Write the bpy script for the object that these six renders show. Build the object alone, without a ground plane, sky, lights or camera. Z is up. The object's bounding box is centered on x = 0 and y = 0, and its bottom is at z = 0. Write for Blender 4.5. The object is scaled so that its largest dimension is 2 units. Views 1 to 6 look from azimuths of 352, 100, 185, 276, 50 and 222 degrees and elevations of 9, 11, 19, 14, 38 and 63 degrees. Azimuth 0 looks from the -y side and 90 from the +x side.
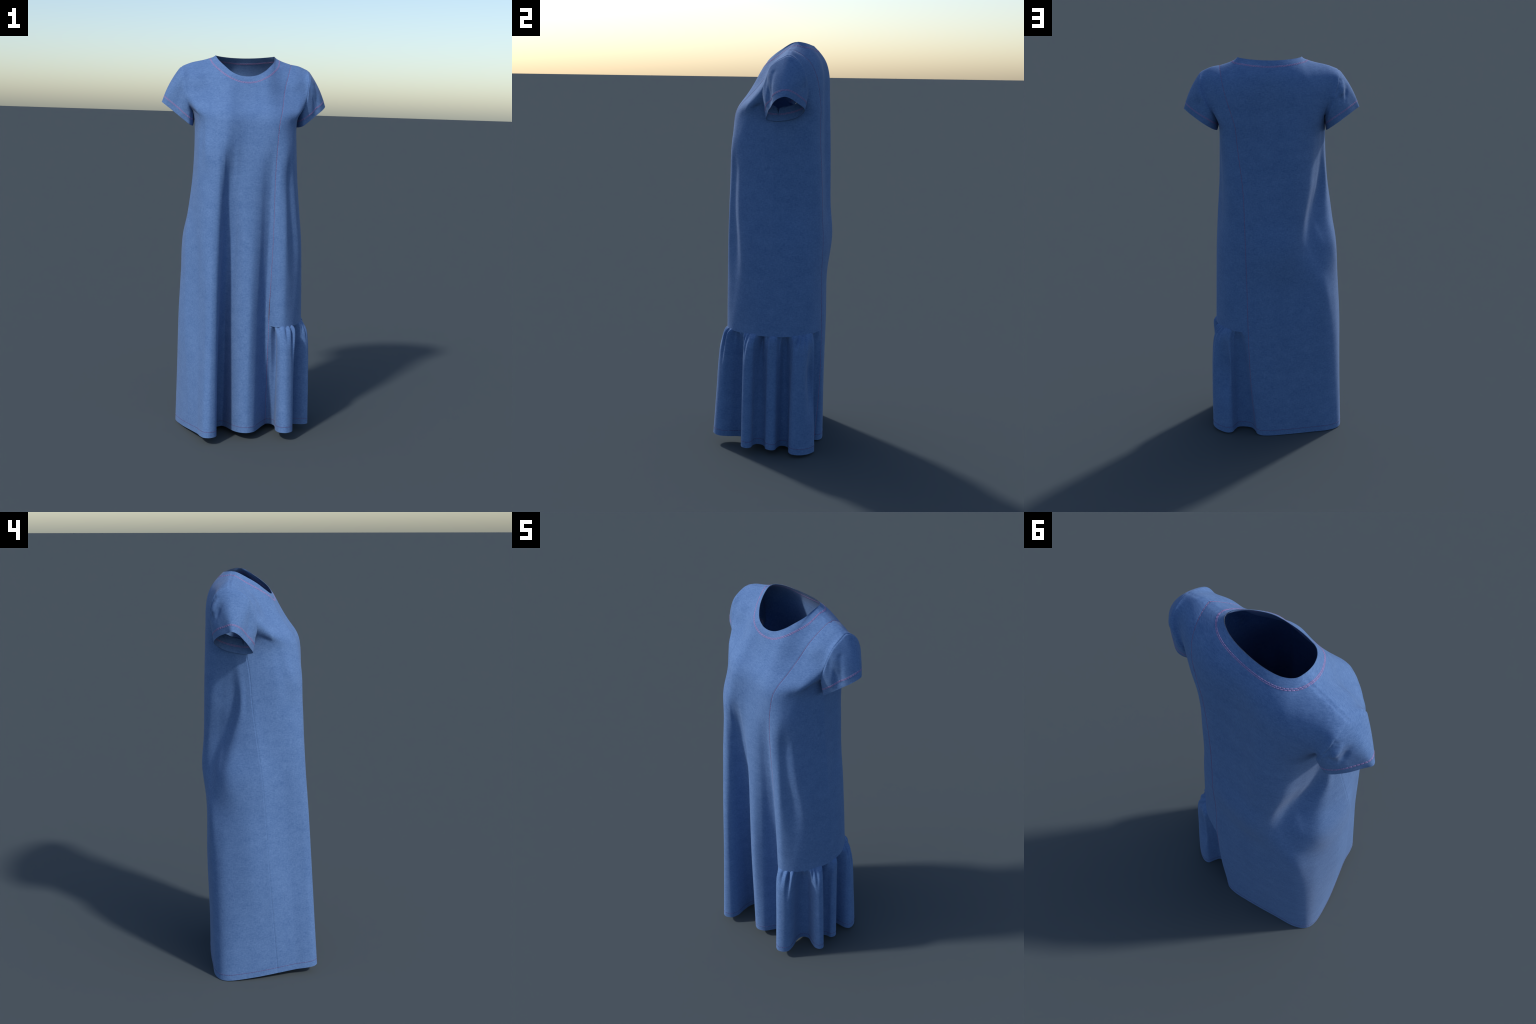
"""A-line short-sleeved denim dress: front, back and side panels, two sleeves,
a gathered ruffle on one side of the hem, and pink seam stitching.
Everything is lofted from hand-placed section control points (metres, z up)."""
import bpy, math
import numpy as np
from mathutils import Vector, kdtree

rng = np.random.default_rng(7)
THICK = 0.003
for o in list(bpy.data.objects):
    bpy.data.objects.remove(o)

# ----------------------------------------------------------------- helpers
def spline(ctrl, seg_counts, crowd_first=1, crowd_last=1):
    """Centripetal Catmull-Rom through ctrl; seg_counts[i] samples on segment i."""
    P = np.asarray(ctrl, float)
    P = np.vstack([2 * P[0] - P[1], P, 2 * P[-1] - P[-2]])
    out = []
    for i in range(len(P) - 3):
        p0, p1, p2, p3 = P[i:i + 4]
        t1 = max(np.linalg.norm(p1 - p0), 1e-6) ** .5
        t2 = t1 + max(np.linalg.norm(p2 - p1), 1e-6) ** .5
        t3 = t2 + max(np.linalg.norm(p3 - p2), 1e-6) ** .5
        u = np.linspace(0, 1, seg_counts[i] + 1)
        if i == 0:
            u = u ** crowd_first                       # columns crowd towards a seam
        if i == len(P) - 4:
            u = 1 - (1 - u) ** crowd_last
        t = (t1 + (t2 - t1) * u)[:, None]
        if i < len(P) - 4:
            t = t[:-1]
        a1 = (t1 - t) / t1 * p0 + t / t1 * p1
        a2 = (t2 - t) / (t2 - t1) * p1 + (t - t1) / (t2 - t1) * p2
        a3 = (t3 - t) / (t3 - t2) * p2 + (t - t2) / (t3 - t2) * p3
        b1 = (t2 - t) / t2 * a1 + t / t2 * a2
        b2 = (t3 - t) / (t3 - t1) * a2 + (t - t1) / (t3 - t1) * a3
        out.append((t2 - t) / (t2 - t1) * b1 + (t - t1) / (t2 - t1) * b2)
    return np.vstack(out)


def hermite(xs, ys, x):
    """Smooth (finite-difference Hermite) interpolation of rows ys at knots xs."""
    xs = np.asarray(xs, float); ys = np.asarray(ys, float); x = np.atleast_1d(x)
    d = np.diff(ys, axis=0) / np.diff(xs).reshape((-1,) + (1,) * (ys.ndim - 1))
    h = np.diff(xs)
    m = np.empty_like(ys); m[0] = d[0]; m[-1] = d[-1]
    w = (h[1:] / (h[1:] + h[:-1])).reshape((-1,) + (1,) * (ys.ndim - 1))
    m[1:-1] = w * d[:-1] + (1 - w) * d[1:]
    k = np.clip(np.searchsorted(xs, x) - 1, 0, len(xs) - 2)
    s = ((x - xs[k]) / h[k]).reshape((-1,) + (1,) * (ys.ndim - 1))
    hk = h[k].reshape(s.shape)
    return ((2*s**3 - 3*s**2 + 1) * ys[k] + (s**3 - 2*s**2 + s) * hk * m[k]
            + (-2*s**3 + 3*s**2) * ys[k + 1] + (s**3 - s**2) * hk * m[k + 1])


def by_length(curve, frac):
    """Points of a polyline at the given fractions of its length."""
    L = np.r_[0, np.cumsum(np.linalg.norm(np.diff(curve, axis=0), axis=1))]
    return np.stack([np.interp(np.asarray(frac) * L[-1], L, curve[:, i]) for i in range(3)], -1)


def smooth1d(A, axis, sigma):
    r = int(3 * sigma + 1)
    k = np.exp(-.5 * (np.arange(-r, r + 1) / sigma) ** 2); k /= k.sum()
    A = np.moveaxis(A, axis, 0)
    pad = np.concatenate([2 * A[:1] - A[r:0:-1], A, 2 * A[-1:] - A[-2:-r - 2:-1]])
    out = sum(k[i] * pad[i:i + len(A)] for i in range(2 * r + 1))
    return np.moveaxis(out, 0, axis)

# ------------------------------------------------- sections below the underarm
# Heights of the control sections (the last one is the bust / underarm line).
LEVELS = [0.0, 0.60, 1.05, 1.20, 1.37, 1.55, 1.64]

# FRONT, from the princess seam (right bust) leftwards to the left side seam:
# seam, valley, middle fold (5 pts), valley, left fold (8 pts), left flank, side seam
FRONT = [
 [(.145,-.056),(.118,-.103),(.088,-.164),(.059,-.212),(.023,-.227),(-.010,-.212),(-.040,-.172),(-.060,-.118),
  (-.077,-.073),(-.092,-.055),(-.130,-.080),(-.150,-.125),(-.146,-.180),(-.136,-.235),(-.145,-.277),(-.178,-.297),
  (-.206,-.284),(-.221,-.250),(-.233,-.197),(-.268,-.104)],
 [(.133,-.147),(.118,-.130),(.091,-.150),(.062,-.197),(.025,-.222),(-.014,-.208),(-.046,-.172),(-.067,-.135),
  (-.083,-.114),(-.095,-.105),(-.118,-.125),(-.132,-.160),(-.136,-.200),(-.142,-.235),(-.155,-.255),(-.180,-.260),
  (-.202,-.238),(-.218,-.200),(-.240,-.150),(-.302,-.062)],
 [(.139,-.168),(.118,-.156),(.095,-.166),(.065,-.193),(.028,-.206),(-.012,-.198),(-.040,-.172),(-.060,-.147),
  (-.078,-.138),(-.096,-.138),(-.113,-.153),(-.125,-.176),(-.134,-.199),(-.145,-.219),(-.160,-.227),(-.183,-.225),
  (-.208,-.205),(-.230,-.172),(-.253,-.118),(-.304,-.028)],
 [(.139,-.174),(.119,-.166),(.095,-.173),(.065,-.192),(.028,-.200),(-.012,-.194),(-.040,-.179),(-.060,-.158),
  (-.078,-.153),(-.096,-.153),(-.113,-.168),(-.125,-.186),(-.135,-.204),(-.147,-.215),(-.162,-.218),(-.185,-.212),
  (-.211,-.190),(-.233,-.156),(-.258,-.098),(-.290,-.006)],
 [(.138,-.180),(.120,-.175),(.095,-.180),(.065,-.191),(.028,-.194),(-.012,-.190),(-.040,-.182),(-.060,-.176),
  (-.078,-.167),(-.096,-.168),(-.113,-.181),(-.125,-.197),(-.137,-.205),(-.150,-.209),(-.165,-.206),(-.187,-.194),
  (-.210,-.170),(-.233,-.138),(-.255,-.088),(-.272,.020)],
 [(.145,-.182),(.122,-.184),(.095,-.185),(.065,-.182),(.028,-.178),(-.012,-.177),(-.040,-.180),(-.060,-.185),
  (-.078,-.190),(-.096,-.196),(-.113,-.200),(-.125,-.200),(-.140,-.198),(-.155,-.193),(-.170,-.183),(-.194,-.171),
  (-.218,-.151),(-.233,-.114),(-.249,-.074),(-.264,.038)],
 [(.152,-.173),(.125,-.180),(.095,-.178),(.065,-.172),(.028,-.166),(-.012,-.165),(-.040,-.169),(-.060,-.174),
  (-.078,-.179),(-.096,-.183),(-.113,-.183),(-.127,-.178),(-.142,-.172),(-.157,-.164),(-.173,-.153),(-.193,-.135),
  (-.210,-.112),(-.225,-.085),(-.240,-.050),(-.263,.060)],
]
# BACK, from the left side seam round the back-left corner to the back seam.
# The drag fold from the underarm runs diagonally through points 2-5.
BACK = [
 [(-.268,-.104),(-.308,.010),(-.333,.134),(-.321,.178),(-.277,.211),(-.165,.240),(-.030,.271),(.055,.285),(.096,.281),(.115,.266),(.122,.250)],
 [(-.302,-.062),(-.329,.020),(-.327,.100),(-.312,.170),(-.275,.217),(-.170,.259),(-.030,.277),(.050,.280),(.100,.283),(.125,.280),(.140,.277)],
 [(-.304,-.028),(-.313,.035),(-.304,.136),(-.257,.187),(-.188,.228),(-.136,.271),(-.080,.294),(.005,.289),(.065,.284),(.112,.278),(.137,.274)],
 [(-.290,-.006),(-.288,.050),(-.271,.115),(-.208,.163),(-.183,.191),(-.157,.254),(-.100,.280),(-.005,.269),(.062,.266),(.112,.267),(.137,.267)],
 [(-.272,.020),(-.269,.048),(-.266,.077),(-.231,.108),(-.213,.163),(-.186,.236),(-.105,.275),(-.010,.258),(.060,.257),(.115,.260),(.140,.261)],
 [(-.264,.038),(-.262,.060),(-.259,.088),(-.247,.120),(-.231,.165),(-.200,.223),(-.120,.268),(-.010,.250),(.060,.249),(.120,.255),(.157,.251)],
 [(-.263,.060),(-.263,.085),(-.262,.112),(-.253,.141),(-.240,.180),(-.204,.228),(-.120,.264),(-.010,.248),(.060,.247),(.125,.255),(.165,.250)],
]
# a section just above the hem, where the folds are still opening
def between(lo, hi, f):
    return [tuple(p * (1 - f) + q * f for p, q in zip(a, b)) for a, b in zip(lo, hi)]
LEVELS.insert(1, .27)
FRONT.insert(1, between(FRONT[0], FRONT[1], .45))
BACK.insert(1, between(BACK[0], BACK[1], .45))
BACK[1][-3:] = [(.100, .285), (.126, .280), (.136, .271)]
LEVELS.insert(3, .85)
FRONT.insert(3, between(FRONT[2], FRONT[3], .5))
BACK.insert(3, between(BACK[2], BACK[3], .5))
BACK[3][2:] = [(-.316, .108), (-.290, .177), (-.250, .230), (-.158, .260), (-.055, .275), (.028, .277), (.084, .276), (.119, .273), (.138, .270)]
# SIDE PANEL (above the ruffle): front seam -> right side -> back seam
SIDE_FRONT = [
 [(.133,-.147),(.165,-.180),(.205,-.190),(.248,-.165),(.295,-.100),(.327,-.020),(.337,.050)],
 [(.139,-.168),(.165,-.185),(.203,-.188),(.240,-.140),(.282,-.109),(.306,-.043),(.314,.045)],
 [(.139,-.174),(.165,-.187),(.197,-.185),(.225,-.150),(.262,-.123),(.290,-.044),(.301,.045)],
 [(.138,-.180),(.165,-.187),(.190,-.178),(.213,-.150),(.243,-.124),(.274,-.039),(.285,.045)],
 [(.145,-.182),(.171,-.178),(.196,-.168),(.218,-.148),(.239,-.113),(.265,-.025),(.275,.045)],
 [(.152,-.173),(.175,-.160),(.197,-.140),(.218,-.112),(.238,-.080),(.261,-.005),(.267,.060)],
]
SIDE_BACK = [
 [(.337,.050),(.325,.125),(.289,.190),(.244,.236),(.191,.263),(.140,.277)],
 [(.314,.045),(.298,.115),(.268,.182),(.228,.229),(.182,.259),(.137,.274)],
 [(.301,.045),(.276,.110),(.252,.174),(.221,.223),(.178,.254),(.137,.267)],
 [(.285,.045),(.264,.110),(.246,.174),(.217,.222),(.178,.249),(.140,.261)],
 [(.275,.045),(.263,.105),(.250,.168),(.224,.212),(.190,.238),(.157,.251)],
 [(.267,.060),(.262,.120),(.252,.170),(.232,.212),(.200,.237),(.165,.250)],
]
SIDE_FRONT.insert(1, between(SIDE_FRONT[0], SIDE_FRONT[1], .5))
SIDE_FRONT[1][2:6] = [(.206, -.189), (.261, -.136), (.299, -.089), (.318, -.030)]
SIDE_BACK.insert(1, between(SIDE_BACK[0], SIDE_BACK[1], .5)[:-1] + [BACK[3][-1]])
SIDE_BACK[1][4] = (.185, .256)
UNDERARM_Z = 1.692
FRONT_COUNTS = [10] * 19
BACK_COUNTS = [10] * 5 + [24, 22, 16, 10, 10]
SF_COUNTS = [15] * 6
SB_COUNTS = [18] * 5

ROWS_LOW, ROWS_MID, ROWS_UP = 90, 130, 80
z_low = np.linspace(0, .6, ROWS_LOW + 1)
z_mid = np.linspace(.6, 1.64, ROWS_MID + 1)


def loft(sections, counts, levels, zs, crowd=(1, 1)):
    S = np.array([spline(s, counts, *crowd) for s in sections])
    XY = hermite(levels, S, zs)
    Z = np.broadcast_to(np.asarray(zs)[:, None], XY.shape[:2]).copy()
    return np.concatenate([XY, Z[..., None]], -1)


zs_main = np.r_[z_low, z_mid[1:]]
front = loft(FRONT, FRONT_COUNTS, LEVELS, zs_main, (1.6, 2.2))
back = loft(BACK, BACK_COUNTS, LEVELS, zs_main, (2.2, 1.4))
side_f = loft(SIDE_FRONT, SF_COUNTS, LEVELS[2:], z_mid, (1.6, 1))
side_b = loft(SIDE_BACK, SB_COUNTS, LEVELS[2:], z_mid, (1, 1.5))


def tilt_hem(grid, z):
    """The hem rises towards the front: stretch the lowest 0.6 m."""
    hem = np.maximum(0.0, .022 - .085 * grid[0, :, 1] + .03 * grid[0, :, 0])
    k = np.clip(1 - z / .6, 0, 1)[:, None]
    grid[..., 2] += k * hem[None, :]
tilt_hem(front, zs_main); tilt_hem(back, zs_main)


def lift_underarm(grid, a_from_side):
    """The bust line climbs to the underarm point next to the side seam."""
    w = np.exp(-(a_from_side / .10) ** 2)
    k = np.clip((grid[:, :1, 2] - 1.45) / .19, 0, 1) ** 2
    grid[..., 2] += k * w[None, :] * (UNDERARM_Z - 1.64)
def dist_from(row, end):
    L = np.r_[0, np.cumsum(np.linalg.norm(np.diff(row, axis=0), axis=1))]
    return L if end == 0 else L[-1] - L
lift_underarm(front, dist_from(front[-1], 1)); lift_underarm(back, dist_from(back[-1], 0))
lift_underarm(side_f, dist_from(side_f[-1], 1)); lift_underarm(side_b, dist_from(side_b[-1], 0))

# ------------------------------------------------- bodice above the underarm
TIP_L, TIP_R = (-.339, .119, 1.935), (.341, .120, 1.937)
def armhole(side):
    sgn = -1 if side == 'L' else 1
    tip = TIP_L if side == 'L' else TIP_R
    t = [0, .14, .38, .66, .86, 1]
    f = [(sgn*.263, .060, 1.692), (sgn*.286, .012, 1.712), (sgn*.313, -.008, 1.757),
         (sgn*.328, .014, 1.845), (sgn*.338, .045, 1.900), tip]
    b = [(sgn*.263, .060, 1.692), (sgn*.267, .150, 1.712), (sgn*.292, .204, 1.755),
         (sgn*.335, .204, 1.843), (sgn*.345, .172, 1.906), tip]
    tt = np.linspace(0, 1, ROWS_UP + 1)
    f = hermite(t, f, tt); b = hermite(t, b, tt)
    # exact start = last row of the lofts
    return f, b
arm_LF, arm_LB = armhole('L'); arm_RF, arm_RB = armhole('R')

SHOULDER_L = [(-.159, .122, 1.996), (-.215, .122, 1.977), (-.282, .121, 1.960), TIP_L]
SHOULDER_R_OUT = [TIP_R, (.290, .116, 1.9605), (.248, .110, 1.968)]
SHOULDER_R_IN = [(.248, .110, 1.968), (.205, .118, 1.980), (.157, .127, 2.000)]
NECK_FRONT = [(.157, .127, 2.0), (.1555, .100, 1.992), (.145, .057, 1.967), (.120, .016, 1.942), (.086, -.021, 1.914),
              (.044, -.041, 1.892), (.002, -.047, 1.885), (-.040, -.042, 1.888), (-.081, -.025, 1.905),
              (-.120, .014, 1.939), (-.144, .055, 1.965), (-.1575, .100, 1.989), (-.159, .122, 1.996)]
NECK_BACK = [(-.159, .122, 1.996), (-.150, .145, 1.994), (-.121, .167, 1.991), (-.075, .179, 1.988), (-.012, .183, 1.987),
             (.044, .180, 1.989), (.084, .174, 1.992), (.125, .160, 1.996), (.150, .142, 1.999), (.157, .127, 2.0)]


def piece(ctrl, n, fr=None):
    c = spline(ctrl, [20] * (len(ctrl) - 1))
    return by_length(c, np.linspace(0, 1, n + 1) if fr is None else fr)


def chord(row, i0, i1):
    L = np.r_[0, np.cumsum(np.linalg.norm(np.diff(row[i0:i1 + 1], axis=0), axis=1))]
    return L / L[-1]

# profile functions: y of the chest / of the upper back at (x, z)
def prof(knots, vals, z):
    return hermite(knots, vals, np.clip(z, knots[0], knots[-1]).ravel()).reshape(z.shape)
def chest_y(x, z):
    bust = prof([1.60, 1.65, 1.70, 1.745, 1.81, 1.86, 1.885, 1.94, 2.0],
                [-.193, -.188, -.167, -.133, -.090, -.062, -.047, -.012, .025], z)
    rise = prof([1.60, 1.669, 1.743, 1.82, 1.888, 2.0], [.035, .039, .060, .082, .083, .083], z)
    hollow = prof([1.60, 1.65, 1.72, 1.80, 1.85, 1.885, 2.0], [.021, .021, .019, .012, .005, 0, 0], z)
    r = np.clip(np.abs(x) - .08, 0, None)
    collar = .018 * np.exp(-((np.abs(x) - .255) / .05) ** 2 - ((z - 1.865) / .06) ** 2)
    return bust - collar + hollow * np.exp(-((x + .01) / .09) ** 2) + rise * (1 - np.exp(-(r / .1) ** 2))
def nape_y(x, z):
    blade = prof([1.60, 1.66, 1.76, 1.82, 1.87, 1.915, 1.95, 1.987, 2.02],
                 [.268, .266, .261, .259, .252, .238, .216, .184, .15], z)
    hollow = prof([1.60, 1.76, 1.83, 1.90, 2.02], [.017, .018, .016, .010, 0], z)
    r2 = np.clip(np.abs(x) - .1, 0, None) ** 2
    return blade - hollow * np.exp(-(x / .075) ** 2) - 1.6 * r2


def yoke(bottom, top, e0, e1, fy):
    """Coons patch in (x, z); y follows the profile function plus the blended misfit."""
    n, m = len(e0), len(bottom)
    t = np.linspace(0, 1, n)[:, None]
    a = chord(bottom, 0, m - 1)[None, :]
    def coons(B, T, E0, E1, h):
        return ((1 - h) * B[None] + h * T[None] + (1 - a) * E0[:, None] + a * E1[:, None]
                - ((1 - h) * (1 - a) * B[0] + (1 - h) * a * B[-1] + h * (1 - a) * T[0] + h * a * T[-1]))
    x = coons(bottom[:, 0], top[:, 0], e0[:, 0], e1[:, 0], t ** 2)     # seams curve outwards only near the shoulder
    z = coons(bottom[:, 2], top[:, 2], e0[:, 2], e1[:, 2], t)
    dis = lambda c: c[:, 1] - fy(c[:, 0], c[:, 2])
    # misfit at the four edges, fading quickly inwards (boolean sum with steep blends)
    p0, p1, q0, q1 = (1 - a) ** 13, a ** 13, (1 - t) ** 2.5, t ** 7
    B, T, E0, E1 = dis(bottom), dis(top), dis(e0), dis(e1)
    y = fy(x, z) + (q0 * B + q1 * T + p0 * E0[:, None] + p1 * E1[:, None]
                    - q0 * p0 * B[0] - q0 * p1 * B[-1] - q1 * p0 * T[0] - q1 * p1 * T[-1])
    return np.stack([x, y, z], -1)

nF = front.shape[1] - 1; nSF = side_f.shape[1] - 1; nB = back.shape[1] - 1; nSB = side_b.shape[1] - 1
# whole front row: right side seam -> princess seam -> left side seam
frow = np.vstack([side_f[-1][::-1], front[-1][1:]])
corner_r, corner_l = nSF + 10, nSF + 10 * 14
ftop = np.vstack([piece(SHOULDER_R_OUT, nSF)[:-1], piece(SHOULDER_R_IN, 10)[:-1],
                  piece(NECK_FRONT, 0, .5 * chord(frow, corner_r, corner_l) + .5 * np.linspace(0, 1, corner_l - corner_r + 1))[:-1],
                  piece(SHOULDER_L, 50)])
front_up = yoke(frow, ftop, arm_RF, arm_LF, chest_y)
# whole back row: left side seam -> back seam -> right side seam
brow = np.vstack([back[-1], side_b[-1][::-1][1:]])
c_l, c_r = 50, nB - 10
btop = np.vstack([piece(SHOULDER_L, 50)[::-1][:-1],
                  piece(NECK_BACK, 0, .5 * chord(brow, c_l, c_r) + .5 * np.linspace(0, 1, c_r - c_l + 1))[:-1],
                  piece(SHOULDER_R_IN, 10)[::-1][:-1], piece(SHOULDER_R_OUT, nSB)[::-1]])
back_up = yoke(brow, btop, arm_LB, arm_RB, nape_y)

# join lower and upper rows, smooth vertically across the bust line
frontR = np.concatenate([side_f[:, ::-1], front_up[1:, :nSF + 1]])
frontL = np.concatenate([front, front_up[1:, nSF:]])
backL = np.concatenate([back, back_up[1:, :nB + 1]])
backR = np.concatenate([side_b[:, ::-1], back_up[1:, nB:]])


def ease(grid, mid, sigma, span, edge_last=None):
    s = smooth1d(grid, 0, sigma)
    j = np.arange(len(grid))
    w = np.exp(-((j - mid) / span) ** 2.0)[:, None, None]
    # keep the armhole edge itself
    return grid * (1 - w) + s * w
frontR = ease(frontR, ROWS_MID, 7, 18); frontL = ease(frontL, ROWS_LOW + ROWS_MID, 7, 18)
backL = ease(backL, ROWS_LOW + ROWS_MID, 7, 18); backR = ease(backR, ROWS_MID, 7, 18)
# shared edges after smoothing
def share(A, ia, B, ib):
    m = .5 * (A[:, ia] + B[:, ib]); A[:, ia] = m; B[:, ib] = m
share(frontL, -1, backL, 0); share(frontR, 0, backR, -1)
up = -ROWS_UP
for G, col, E in ((frontL, -1, arm_LF), (backL, 0, arm_LB), (frontR, 0, arm_RF), (backR, -1, arm_RB)):
    G[up:, col] = E[1:]
frontL[:, -1][:up] = backL[:, 0][:up]; frontR[:, 0][:up] = backR[:, -1][:up]
frontL[:, 0][ROWS_LOW:] = frontR[:, -1]; backL[:, -1][ROWS_LOW:] = backR[:, 0]

# --------------------------------------------------------------- sleeves
OPEN_R = [(.437,.112,1.748),(.424,.076,1.733),(.380,.042,1.698),(.335,.021,1.663),(.304,.012,1.640),(.279,.072,1.632),
          (.289,.155,1.651),(.330,.196,1.687),(.385,.168,1.720),(.427,.132,1.745)]
OPEN_L = [(-.437,.094,1.744),(-.422,.068,1.731),(-.375,.041,1.695),(-.330,.024,1.660),(-.294,.016,1.633),(-.272,.071,1.626),
          (-.287,.155,1.647),(-.332,.190,1.683),(-.385,.160,1.717),(-.423,.115,1.737)]
# ring fractions of those opening points, measured in armhole rows (tip -> front -> underarm -> back)
def sleeve(side):
    arm_f, arm_b = (arm_LF, arm_LB) if side == 'L' else (arm_RF, arm_RB)
    opening = OPEN_L if side == 'L' else OPEN_R
    if side == 'L':
        arm_f = np.vstack([frontL[up - 1:up, -1], arm_f[1:]]); arm_b = np.vstack([frontL[up - 1:up, -1], arm_b[1:]])
    else:
        arm_f = np.vstack([frontR[up - 1:up, 0], arm_f[1:]]); arm_b = np.vstack([frontR[up - 1:up, 0], arm_b[1:]])
    ring = np.vstack([arm_f[::-1], arm_b[1:]])            # tip, front, underarm, back, tip
    n = len(ring) - 1
    tk = np.array([1, .86, .66, .38, .14, 0])
    knots = np.r_[(1 - tk) * .5, 1 - (1 - np.array([.14, .38, .66, .86, 1])) * .5]
    open_c = np.array(opening + [opening[0]])
    dense = []
    P = np.vstack([open_c[-2:-1], open_c, open_c[1:2]])
    full = spline(P, [24] * (len(P) - 1))[24:-24]
    kk = np.linspace(0, len(opening), len(full))
    want = np.interp(np.linspace(0, 1, n + 1), knots, np.arange(len(opening) + 1))
    hem = np.stack([np.interp(want, kk, full[:, i]) for i in range(3)], -1)
    hem[-1] = hem[0]
    rows = 46
    v = np.linspace(0, 1, rows + 1)[:, None, None]
    G = (1 - v) * ring[None] + v * hem[None]
    th = np.linspace(0, 1, n + 1)
    sgn = -1 if side == 'L' else 1
    centre = .5 * (ring.mean(0) + hem.mean(0))
    axis = hem.mean(0) - ring.mean(0); axis /= np.linalg.norm(axis)
    rad = G - centre; rad -= (rad @ axis)[..., None] * axis
    rad /= np.linalg.norm(rad, axis=-1, keepdims=True)
    amp = .010 * np.exp(-(np.minimum(th, 1 - th) / .14) ** 2) + .001
    G = G + 4 * v * (1 - v) * amp[None, :, None] * rad
    # soft folds: fractions round the ring, along the sleeve, widths, depth
    folds = ([(.17, .55, .035, .35, -.010), (.24, .5, .04, .4, .006), (.80, .30, .03, .25, -.007), (.86, .25, .03, .25, .005)]
             if side == 'R' else
             [(.86, .18, .022, .16, .008), (.82, .22, .022, .18, -.009), (.91, .5, .05, .4, -.006), (.14, .6, .05, .4, -.005)])
    for (c, r, wc, wr, d) in folds:
        dd = d * np.exp(-((th - c) / wc) ** 2)[None, :] * np.exp(-((v[..., 0] - r) / wr) ** 2) * np.clip(v[..., 0] * 8, 0, 1)
        G = G + dd[..., None] * rad
    G[0] = ring
    G[:, -1] = G[:, 0]
    return G
sleeve_L, sleeve_R = sleeve('L'), sleeve('R')

# ---------------------------------------------------------------- ruffle
# hem outline of the ruffle (x, y, fraction of the gathered seam it hangs from)
RUFFLE = [(.145,-.056,0),(.160,-.045,.012),(.178,-.060,.022),(.184,-.130,.050),(.182,-.200,.075),(.197,-.241,.100),
 (.225,-.255,.135),(.252,-.243,.170),(.268,-.215,.200),(.258,-.169,.230),(.238,-.124,.255),(.236,-.090,.280),
 (.248,-.071,.300),(.270,-.063,.320),(.313,-.079,.345),(.347,-.087,.365),(.371,-.076,.385),(.376,-.055,.405),
 (.360,-.036,.425),(.322,-.030,.445),(.300,-.014,.465),(.299,.008,.485),(.318,.027,.505),(.345,.036,.530),
 (.354,.058,.555),(.343,.080,.580),(.305,.088,.600),(.276,.100,.625),(.269,.120,.645),(.281,.139,.665),
 (.317,.146,.690),(.347,.153,.715),(.363,.170,.745),(.357,.208,.775),(.324,.246,.805),(.274,.269,.835),
 (.250,.262,.860),(.237,.235,.885),(.222,.212,.910),(.190,.206,.935),(.150,.213,.965),(.133,.230,.985),(.122,.250,1)]
RC = np.array(RUFFLE)
nr = [8] * (len(RUFFLE) - 1)
hem_xy = spline(RC[:, :2], nr)
hem_fr = np.interp(np.linspace(0, len(RUFFLE) - 1, len(hem_xy)), np.arange(len(RUFFLE)), RC[:, 2])
gather = np.vstack([frontR[0][::-1], backR[0][::-1][1:]])      # front seam -> right side -> back seam
g = by_length(gather, hem_fr)
tan = np.gradient(g, axis=0); tan /= np.linalg.norm(tan, axis=1)[:, None] + 1e-9
gout = np.stack([tan[:, 1], -tan[:, 0]], -1)
for i in range(3):
    gout = smooth1d(gout, 0, 5)
gout /= np.linalg.norm(gout, axis=1)[:, None]
hz = np.maximum(0, .021 - .085 * hem_xy[:, 1] + .03 * hem_xy[:, 0])
zr = z_low
w_of_z = hermite([0, .25, .43, .50, .56, .60], [1, .75, .55, .42, .20, 0], zr)
ruffle = np.zeros((len(zr), len(g), 3))
prot = ((hem_xy - g[:, :2]) * gout).sum(1)                       # how far each bit hangs out (ridge) or in (valley)
ridge = np.clip((prot + .015) / .06, 0, 1)
s_idx = np.linspace(0, 1, len(g))
frac_len = hem_fr
gathers = [(c + rng.uniform(-.012, .012), rng.uniform(.007, .013), rng.uniform(.03, .12),
            rng.uniform(.008, .018) * (-1 if k % 3 else .6)) for k, c in enumerate(np.linspace(.05, .95, 22))]
# the big gathers: (fraction along the seam, width, length down the cloth, depth; - is a valley)
gathers += [(.043, .012, .60, -.020), (.185, .010, .12, -.020), (.212, .012, .15, .011), (.275, .020, .30, -.014),
            (.345, .012, .14, .013), (.470, .022, .30, -.018), (.535, .014, .12, .008), (.640, .024, .34, -.020),
            (.700, .012, .15, .010), (.765, .010, .14, -.010), (.925, .020, .35, -.010)]
edge = np.clip(np.minimum(s_idx, 1 - s_idx) / .03, 0, 1)
w_valley = hermite([0, .25, .43, .50, .56, .60], [1, .80, .62, .51, .33, 0], zr)
w_side = hermite([0, .25, .43, .50, .56, .60], [1, .88, .73, .62, .40, 0], zr)   # side folds flare sooner
is_side = np.clip((hem_fr - .2) / .15, 0, 1)
near_seam = np.exp(-(hem_fr / .032) ** 4) + np.exp(-((1 - hem_fr) / .04) ** 4)
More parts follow.
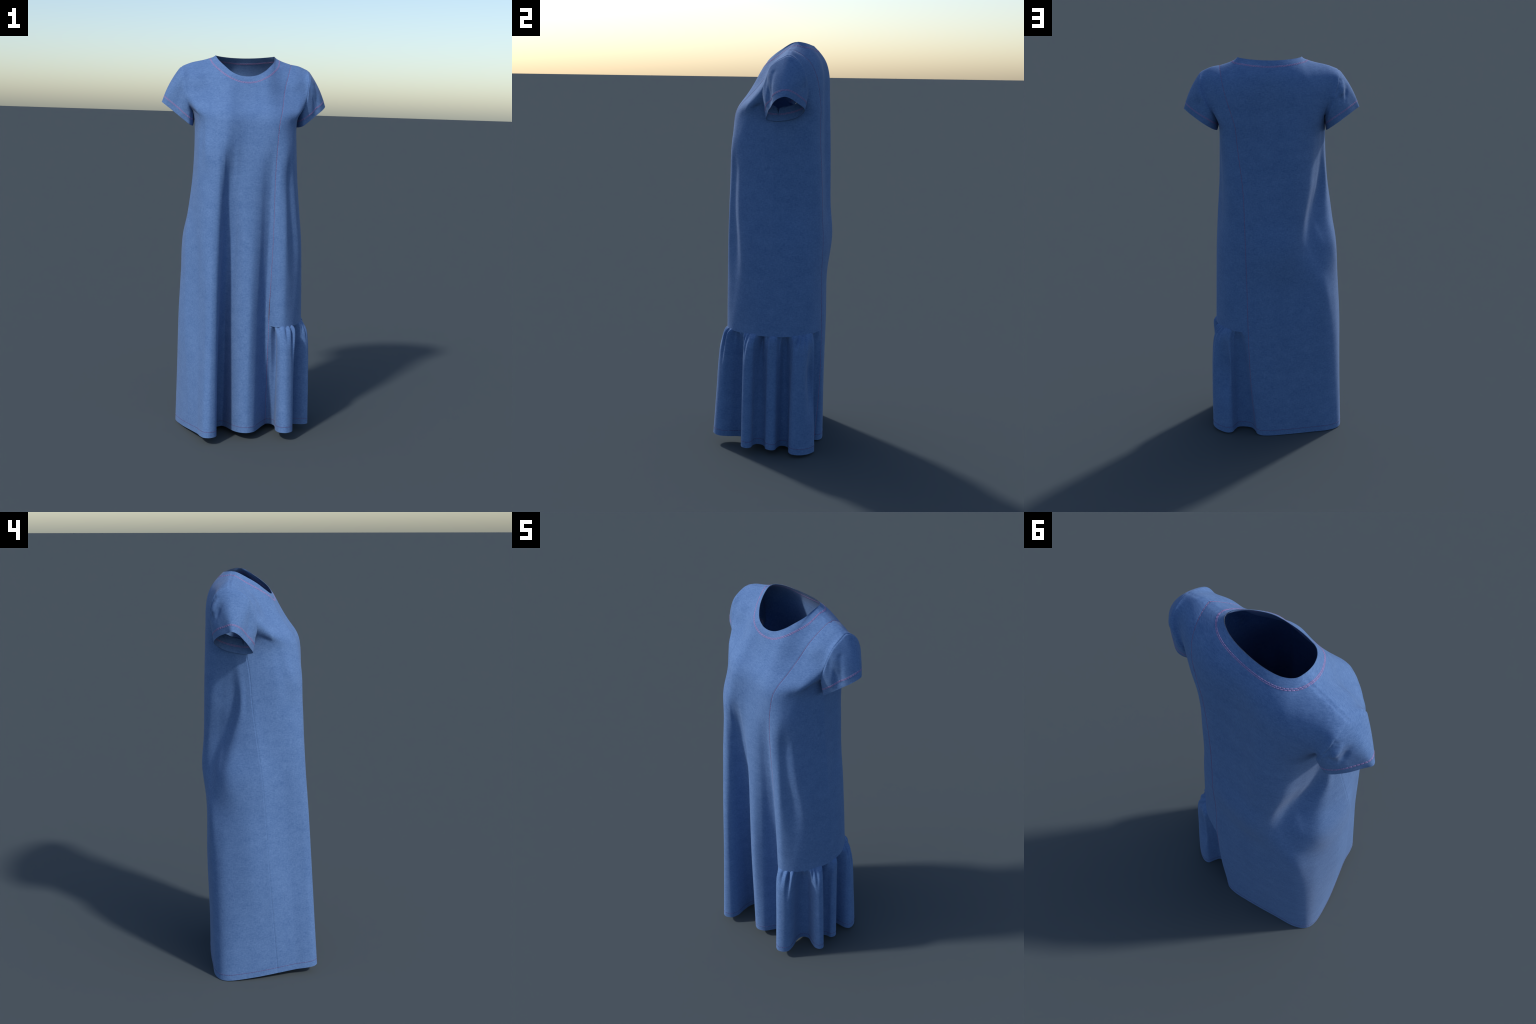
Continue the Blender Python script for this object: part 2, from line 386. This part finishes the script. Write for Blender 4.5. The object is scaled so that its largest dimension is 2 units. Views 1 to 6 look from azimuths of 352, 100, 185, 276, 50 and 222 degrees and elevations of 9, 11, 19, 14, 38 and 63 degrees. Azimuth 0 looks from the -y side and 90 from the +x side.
for j, z in enumerate(zr):
    below = .6 - z
    w = (w_of_z[j] + (w_side[j] - w_of_z[j]) * is_side) * ridge + w_valley[j] * (1 - ridge)
    w = w * (1 - near_seam) + (1 - z / .6) * near_seam
    xy = g[:, :2] * (1 - w[:, None]) + hem_xy * w[:, None]
    puff = .012 * ridge * (1 - math.exp(-below / .010)) * math.exp(-below / .22)
    pucker = sum(d * np.exp(-((hem_fr - c) / wd) ** 2) * math.exp(-(below / ln) ** 2) for c, wd, ln, d in gathers)
    pucker = pucker - .042 * np.exp(-((hem_fr - .825) / .026) ** 2) * math.exp(-((z - .38) / .17) ** 2)   # valley by the back corner
    pucker = pucker * (1 - math.exp(-below / .005))
    xy = xy + gout * ((puff + pucker) * edge)[:, None]
    xy = xy - gout * (.005 * math.exp(-below / .006) * edge)[:, None]
    ruffle[j, :, :2] = xy
    ruffle[j, :, 2] = z + hz * (1 - z / .6) + (.004 * edge + .005 * ridge * edge) * math.exp(-below / .02)
# coincide with the main panels along the two vertical seams
for end, col, G in ((0, 0, frontL), (1, -1, backL)):
    dlt = G[:ROWS_LOW + 1, col] - ruffle[:, col]
    ww = np.exp(-((s_idx if end == 0 else 1 - s_idx) / .02) ** 2); ww[col] = 1
    ruffle += dlt[:, None] * ww[None, :, None]

# ------------------------------------------------- one welded cloth surface
REGIONS = ['front_panel', 'back_panel', 'side_panel', 'sleeve_l', 'sleeve_r', 'ruffle']
grids = [(frontL, 0, False), (backL, 1, False), (frontR, 2, False), (backR, 2, False),
         (sleeve_L, 3, False), (sleeve_R, 4, True), (ruffle, 5, True)]
V, Fq, R = [], [], []
off = 0
for G, reg, flip in grids:
    n, m = G.shape[:2]
    idx = off + np.arange(n * m).reshape(n, m)
    q = np.stack([idx[:-1, :-1], idx[:-1, 1:], idx[1:, 1:], idx[1:, :-1]], -1).reshape(-1, 4)
    V.append(G.reshape(-1, 3)); Fq.append(q); R.append(np.full(len(q), reg)); off += n * m
V = np.vstack(V); Fq = np.vstack(Fq); R = np.concatenate(R)
key = np.round(V / 2e-5).astype(np.int64)
_, first, inv = np.unique(key, axis=0, return_index=True, return_inverse=True)
inv = inv.ravel()
V = V[first]; Fq = inv[Fq]
good = np.array([len(set(f)) >= 3 for f in Fq.tolist()])
Fq, R = Fq[good], R[good]


def face_normals(V, Fq):
    n = np.cross(V[Fq[:, 2]] - V[Fq[:, 0]], V[Fq[:, 3]] - V[Fq[:, 1]])
    return n
# orient every region outwards
axis_pt = {0: (0, .05), 1: (0, .05), 2: (.1, .05)}
for reg in range(6):
    m = R == reg
    fn = face_normals(V, Fq[m]); c = V[Fq[m]].mean(1)
    if reg in (3, 4):
        ref = c.mean(0)
        d = ((c - ref) * fn).sum()
    else:
        d = ((c[:, 0] - .02) * fn[:, 0] + (c[:, 1] - .05) * fn[:, 1]).sum()
    if d < 0:
        Fq[m] = Fq[m][:, ::-1]
# same per grid inside the side panel
def vnormals(V, Fq):
    fn = face_normals(V, Fq)
    N = np.zeros_like(V)
    for k in range(4):
        np.add.at(N, Fq[:, k], fn)
    return N / (np.linalg.norm(N, axis=1)[:, None] + 1e-12)
N = vnormals(V, Fq)

# relax the yoke: soft rounding over shoulders, armholes and neck corners ----
def relax(V, Fq, weight, steps):
    E = np.concatenate([Fq[:, [k, (k + 1) % 4]] for k in range(4)])
    E = E[E[:, 0] != E[:, 1]]
    k = np.sort(E, 1); k = k[:, 0].astype(np.int64) * len(V) + k[:, 1]
    u, c = np.unique(k, return_counts=True)
    a, b = u // len(V), u % len(V)
    w = weight.copy()
    w[a[c == 1]] = 0; w[b[c == 1]] = 0
    keep = (w[a] > 0) | (w[b] > 0)
    a, b = a[keep], b[keep]
    deg = np.bincount(a, minlength=len(V)) + np.bincount(b, minlength=len(V))
    for it in range(steps):
        f = .5 if it % 2 == 0 else -.30
        S = np.stack([np.bincount(a, V[b, i], len(V)) + np.bincount(b, V[a, i], len(V)) for i in range(3)], -1)
        L = S / np.maximum(deg, 1)[:, None] - V
        V = V + f * w[:, None] * L
    return V
wz = np.clip((V[:, 2] - 1.69) / .09, 0, 1)
V = relax(V, Fq, wz, 120)
N = vnormals(V, Fq)

# creases and puckers round the armholes: (from, to, radius, depth inwards)
CREASES = [((-.345, .180, 1.885), (-.330, .206, 1.825), .009, .008), ((-.360, .172, 1.870), (-.348, .196, 1.815), .009, -.006),
           ((-.372, .150, 1.850), (-.372, .180, 1.790), .012, .006), ((-.305, .212, 1.795), (-.270, .172, 1.705), .009, .009),
           ((.325, .205, 1.800), (.270, .175, 1.710), .010, .005), ((.350, .200, 1.835), (.335, .200, 1.775), .012, -.003),
           ((.365, .055, 1.850), (.385, .045, 1.730), .013, .009), ((.345, .030, 1.835), (.345, .022, 1.720), .014, -.005),
           ((-.345, .022, 1.800), (-.350, .030, 1.700), .014, .006), ((.300, -.010, 1.700), (.240, -.075, 1.690), .012, .006),
           ((-.300, -.005, 1.700), (-.235, -.080, 1.680), .014, .005)]
for p, q, rad_c, dep in CREASES:
    p, q = np.array(p), np.array(q)
    k = np.clip((V - p) @ (q - p) / ((q - p) @ (q - p)), 0, 1)
    d = np.linalg.norm(V - (p + k[:, None] * (q - p)), axis=1)
    fade = .35 + .65 * np.sin(np.pi * np.clip(k, .08, .92))
    V = V - N * (dep * fade * np.exp(-(d / rad_c) ** 2))[:, None]
N = vnormals(V, Fq)

# seam grooves -----------------------------------------------------------
seams = [(frontL[:, 0], .0014, .0035), (backL[:, -1], .0014, .0035),
         (frontL[:up, -1], .0018, .0026),
         (ftop[corner_l:], .0032, .0030), (ftop[:corner_r + 1], .0022, .0030),
         (sleeve_L[0], .0022, .0035), (sleeve_R[0], .0022, .0035)]
kds = kdtree.KDTree(len(V))
for i in range(len(V)):
    kds.insert(V[i], i)
kds.balance()
for line, depth, width in seams:
    line = np.array([V[kds.find(p)[1]] for p in line])         # follow the relaxed surface
    dense = by_length(line, np.linspace(0, 1, int(len(line) * 4)))
    kd = kdtree.KDTree(len(dense))
    for i, p in enumerate(dense):
        kd.insert(p, i)
    kd.balance()
    lo, hi = dense.min(0) - .02, dense.max(0) + .02
    near = np.where(((V > lo) & (V < hi)).all(1))[0]
    d = np.array([kd.find(V[i])[2] for i in near])
    V[near] -= N[near] * (depth * np.exp(-(d / width) ** 2))[:, None]
N = vnormals(V, Fq)

# solid cloth: inner layer and rims at the openings -----------------------
nv = len(V)
VV = np.vstack([V, V - THICK * N]); NN = np.vstack([N, -N])
e = np.sort(np.concatenate([Fq[:, [k, (k + 1) % 4]] for k in range(4)]), axis=1)
ed = np.concatenate([Fq[:, [k, (k + 1) % 4]] for k in range(4)])
ereg = np.tile(R, 4)
_, einv, ecount = np.unique(e[:, 0].astype(np.int64) * nv + e[:, 1], return_inverse=True, return_counts=True)
bd = (ecount[einv.ravel()] == 1) & (ed[:, 0] != ed[:, 1])
rim = np.stack([ed[bd][:, 1], ed[bd][:, 0], ed[bd][:, 0] + nv, ed[bd][:, 1] + nv], -1)
FF = np.vstack([Fq, Fq[:, ::-1] + nv, rim]); RR = np.concatenate([R, R, ereg[bd]])

# -------------------------------------------------------------- materials
def cloth_material():
    m = bpy.data.materials.new('washed_blue_chambray'); m.use_nodes = True
    nt = m.node_tree; nd = nt.nodes; ln = nt.links
    bsdf = nd['Principled BSDF']
    tc = nd.new('ShaderNodeTexCoord')
    def noise(scale3, detail, rough=.5):
        mp = nd.new('ShaderNodeMapping'); mp.inputs['Scale'].default_value = scale3
        ln.new(tc.outputs['Object'], mp.inputs['Vector'])
        n = nd.new('ShaderNodeTexNoise'); n.inputs['Scale'].default_value = 1
        n.inputs['Detail'].default_value = detail; n.inputs['Roughness'].default_value = rough
        ln.new(mp.outputs['Vector'], n.inputs['Vector'])
        return n.outputs['Fac']
    weft = noise((80, 80, 340), 3)        # horizontal slubs
    warp = noise((320, 320, 70), 3)       # vertical threads
    blot = noise((14, 14, 24), 3, .6)     # soft wash variation
    def mix(a, b, f):
        x = nd.new('ShaderNodeMix'); x.data_type = 'FLOAT'
        x.inputs[0].default_value = f
        ln.new(a, x.inputs[2]); ln.new(b, x.inputs[3]); return x.outputs[0]
    t = mix(mix(weft, warp, .42), blot, .22)
    ramp = nd.new('ShaderNodeValToRGB')
    el = ramp.color_ramp.elements
    el[0].position = .36; el[0].color = (.060, .130, .300, 1)
    el[1].position = .64; el[1].color = (.112, .206, .410, 1)
    ln.new(t, ramp.inputs['Fac']); ln.new(ramp.outputs['Color'], bsdf.inputs['Base Color'])
    bsdf.inputs['Roughness'].default_value = .85
    bsdf.inputs['Specular IOR Level'].default_value = .25
    bsdf.inputs['Sheen Weight'].default_value = .08
    bsdf.inputs['Sheen Roughness'].default_value = .5
    b = nd.new('ShaderNodeBump'); b.inputs['Strength'].default_value = .12; b.inputs['Distance'].default_value = .002
    ln.new(mix(weft, warp, .5), b.inputs['Height']); ln.new(b.outputs['Normal'], bsdf.inputs['Normal'])
    return m


def thread_material(name, col):
    m = bpy.data.materials.new(name); m.use_nodes = True
    nt = m.node_tree; bsdf = nt.nodes['Principled BSDF']
    tc = nt.nodes.new('ShaderNodeTexCoord')
    n = nt.nodes.new('ShaderNodeTexNoise'); n.inputs['Scale'].default_value = 160
    nt.links.new(tc.outputs['Object'], n.inputs['Vector'])
    r = nt.nodes.new('ShaderNodeValToRGB')
    r.color_ramp.elements[0].position = .35; r.color_ramp.elements[1].position = .65
    r.color_ramp.elements[0].color = tuple(c * .85 for c in col) + (1,)
    r.color_ramp.elements[1].color = tuple(min(1, c * 1.15) for c in col) + (1,)
    nt.links.new(n.outputs['Fac'], r.inputs['Fac']); nt.links.new(r.outputs['Color'], bsdf.inputs['Base Color'])
    bsdf.inputs['Roughness'].default_value = .75
    return m

cloth = cloth_material()
pink = thread_material('pink_thread', (.25, .17, .36))
rose = thread_material('rose_seam_thread', (.22, .13, .27))
plum = thread_material('plum_hem_thread', (.095, .085, .215))

# ---------------------------------------------------------------- objects
def link(o):
    bpy.context.scene.collection.objects.link(o); return o
dress = link(bpy.data.objects.new('dress', None))
dress.empty_display_size = .1
dress['label'] = 'blue chambray short-sleeved dress with gathered ruffle at one side'
dress['category'] = 'dress'

zmin = VV[:, 2].min(); z_scale = 2.0 / (VV[:, 2].max() - zmin)
def norm(P):
    P = np.array(P, float); P[..., 2] = (P[..., 2] - zmin) * z_scale; return P
VV = norm(VV)


def add_mesh(name, verts, faces, mat, normals=None, parent=dress):
    me = bpy.data.meshes.new(name)
    me.from_pydata(verts.tolist(), [], faces)
    me.materials.append(mat)
    me.polygons.foreach_set('use_smooth', [True] * len(me.polygons))
    me.validate(clean_customdata=False)
    if normals is not None and len(me.vertices) == len(normals):
        me.normals_split_custom_set_from_vertices([tuple(x) for x in normals])
    me.update()
    o = link(bpy.data.objects.new(name, me)); o.parent = parent
    return o

for reg, nm in enumerate(['front_panel', 'back_panel', 'side_panel', 'sleeve', 'sleeve', 'ruffle']):
    f = FF[RR == reg]
    used, loc = np.unique(f, return_inverse=True)
    loc = loc.reshape(f.shape)
    faces = []
    for q in loc.tolist():
        r = []
        for k in q:
            if k not in r:
                r.append(k)
        if len(r) > 2:
            faces.append(r)
    add_mesh(nm, VV[used], faces, cloth, NN[used])

# ---------------------------------------------------------------- stitching
kdv = kdtree.KDTree(nv)
for i in range(nv):
    kdv.insert(V[i], i)
kdv.balance()


def inset(grid, dist, from_last):
    """Line at a given cloth distance from the first / last row of a grid."""
    G = grid[::-1] if from_last else grid
    out = []
    for c in range(G.shape[1]):
        col = G[:60, c]
        L = np.r_[0, np.cumsum(np.linalg.norm(np.diff(col, axis=0), axis=1))]
        out.append([np.interp(dist, L, col[:, i]) for i in range(3)])
    return np.array(out)


def stitches(name, lines, mat, width, height, stitch=.012, gap=.0004, inside=True):
    vs, fs = [], []
    for line in lines:
        L = np.linalg.norm(np.diff(line, axis=0), axis=1).sum()
        k = max(3, int(L / (stitch + gap)))
        a = np.arange(k) / k
        for lay in ((1, -1) if inside else (1,)):
            for a0 in a:
                fr = a0 + np.linspace(0, stitch / (stitch + gap), 4) / k
                P = by_length(line, fr)
                T = np.gradient(P, axis=0); T /= np.linalg.norm(T, axis=1)[:, None] + 1e-9
                base = len(vs)
                for i in range(4):
                    co, ix, _ = kdv.find(P[i])
                    n = N[ix]
                    q = P[i] + n * np.dot(np.array(co) - P[i], n)
                    if lay < 0:
                        q = q - n * THICK
                    s = np.cross(n, T[i]); s /= np.linalg.norm(s) + 1e-9
                    lift = height * (1 if 0 < i < 3 else .45)
                    vs += [q - s * width / 2 - lay * n * .0006, q - s * width * .28 + lay * n * lift,
                           q + s * width * .28 + lay * n * lift, q + s * width / 2 - lay * n * .0006]
                for i in range(3):
                    for j in range(3):
                        p = base + i * 4 + j
                        fs.append([p, p + 1, p + 5, p + 4] if lay > 0 else [p + 4, p + 5, p + 1, p])
                e0, e1 = base, base + 12
                fs.append([e0 + 3, e0 + 2, e0 + 1, e0]); fs.append([e1, e1 + 1, e1 + 2, e1 + 3])
                for i in range(3):
                    p = base + i * 4
                    fs.append([p + 3, p, p + 4, p + 7])
    o = add_mesh(name, norm(np.array(vs)), fs, mat)
    o['kind'] = 'stuff'
    return o

nfu = np.concatenate([front_up[:, :nSF], frontL[up - 1:, :]], axis=1)
neckF = lambda d: inset(nfu, d, True)[corner_r - 2:corner_l + 3]
nbu = backL[up - 1:, :]
neckB = lambda d: inset(nbu, d, True)[c_l - 2:c_r + 3]


def neck_ring(d):
    """Closed line round the neckline at cloth distance d from its edge."""
    edge = np.vstack([ftop[corner_r:corner_l + 1], btop[c_l + 1:c_r]])
    edge = by_length(np.vstack([edge, edge[:1]]), np.linspace(0, 1, 241))[:-1]
    n = len(edge)
    pts, ctr = [], edge.mean(0)
    for i in range(n):
        t = edge[(i + 4) % n] - edge[i - 4]; t /= np.linalg.norm(t)
        out = edge[i] - ctr; out[2] = 0; out /= np.linalg.norm(out)
        ids = [ix for _, ix, _ in kdv.find_range(edge[i], .03)]
        nn = N[ids].mean(0); nn /= np.linalg.norm(nn)
        s = np.cross(nn, t); s /= np.linalg.norm(s)
        if np.dot(s, out) < 0:
            s = -s
        pts.append(edge[i] + s * d)
    pts = np.array(pts)
    pts = smooth1d(np.vstack([pts[-15:], pts, pts[:16]]), 0, 3)[15:-15]
    for k in range(2):
        for i in range(len(pts)):
            co, ix, _ = kdv.find(pts[i])
            pts[i] += N[ix] * np.dot(np.array(co) - pts[i], N[ix])
    pts[-1] = pts[0]
    return pts

stitches('neckline_stitching', [neck_ring(.0325), neck_ring(.0375)], pink, .0036, .0007)
stitches('sleeve_hem_stitching', [inset(sleeve_L, .030, True), inset(sleeve_L, .0345, True),
                                  inset(sleeve_R, .030, True), inset(sleeve_R, .0345, True)], pink, .0032, .0007)
stitches('seam_stitching', [frontL[:, 0], backL[:, -1]], rose, .0023, .0011, inside=False)
stitches('hem_stitching', [inset(frontL, .030, False), inset(backL, .030, False), inset(ruffle, .030, False)],
         plum, .0030, .0010, inside=False)
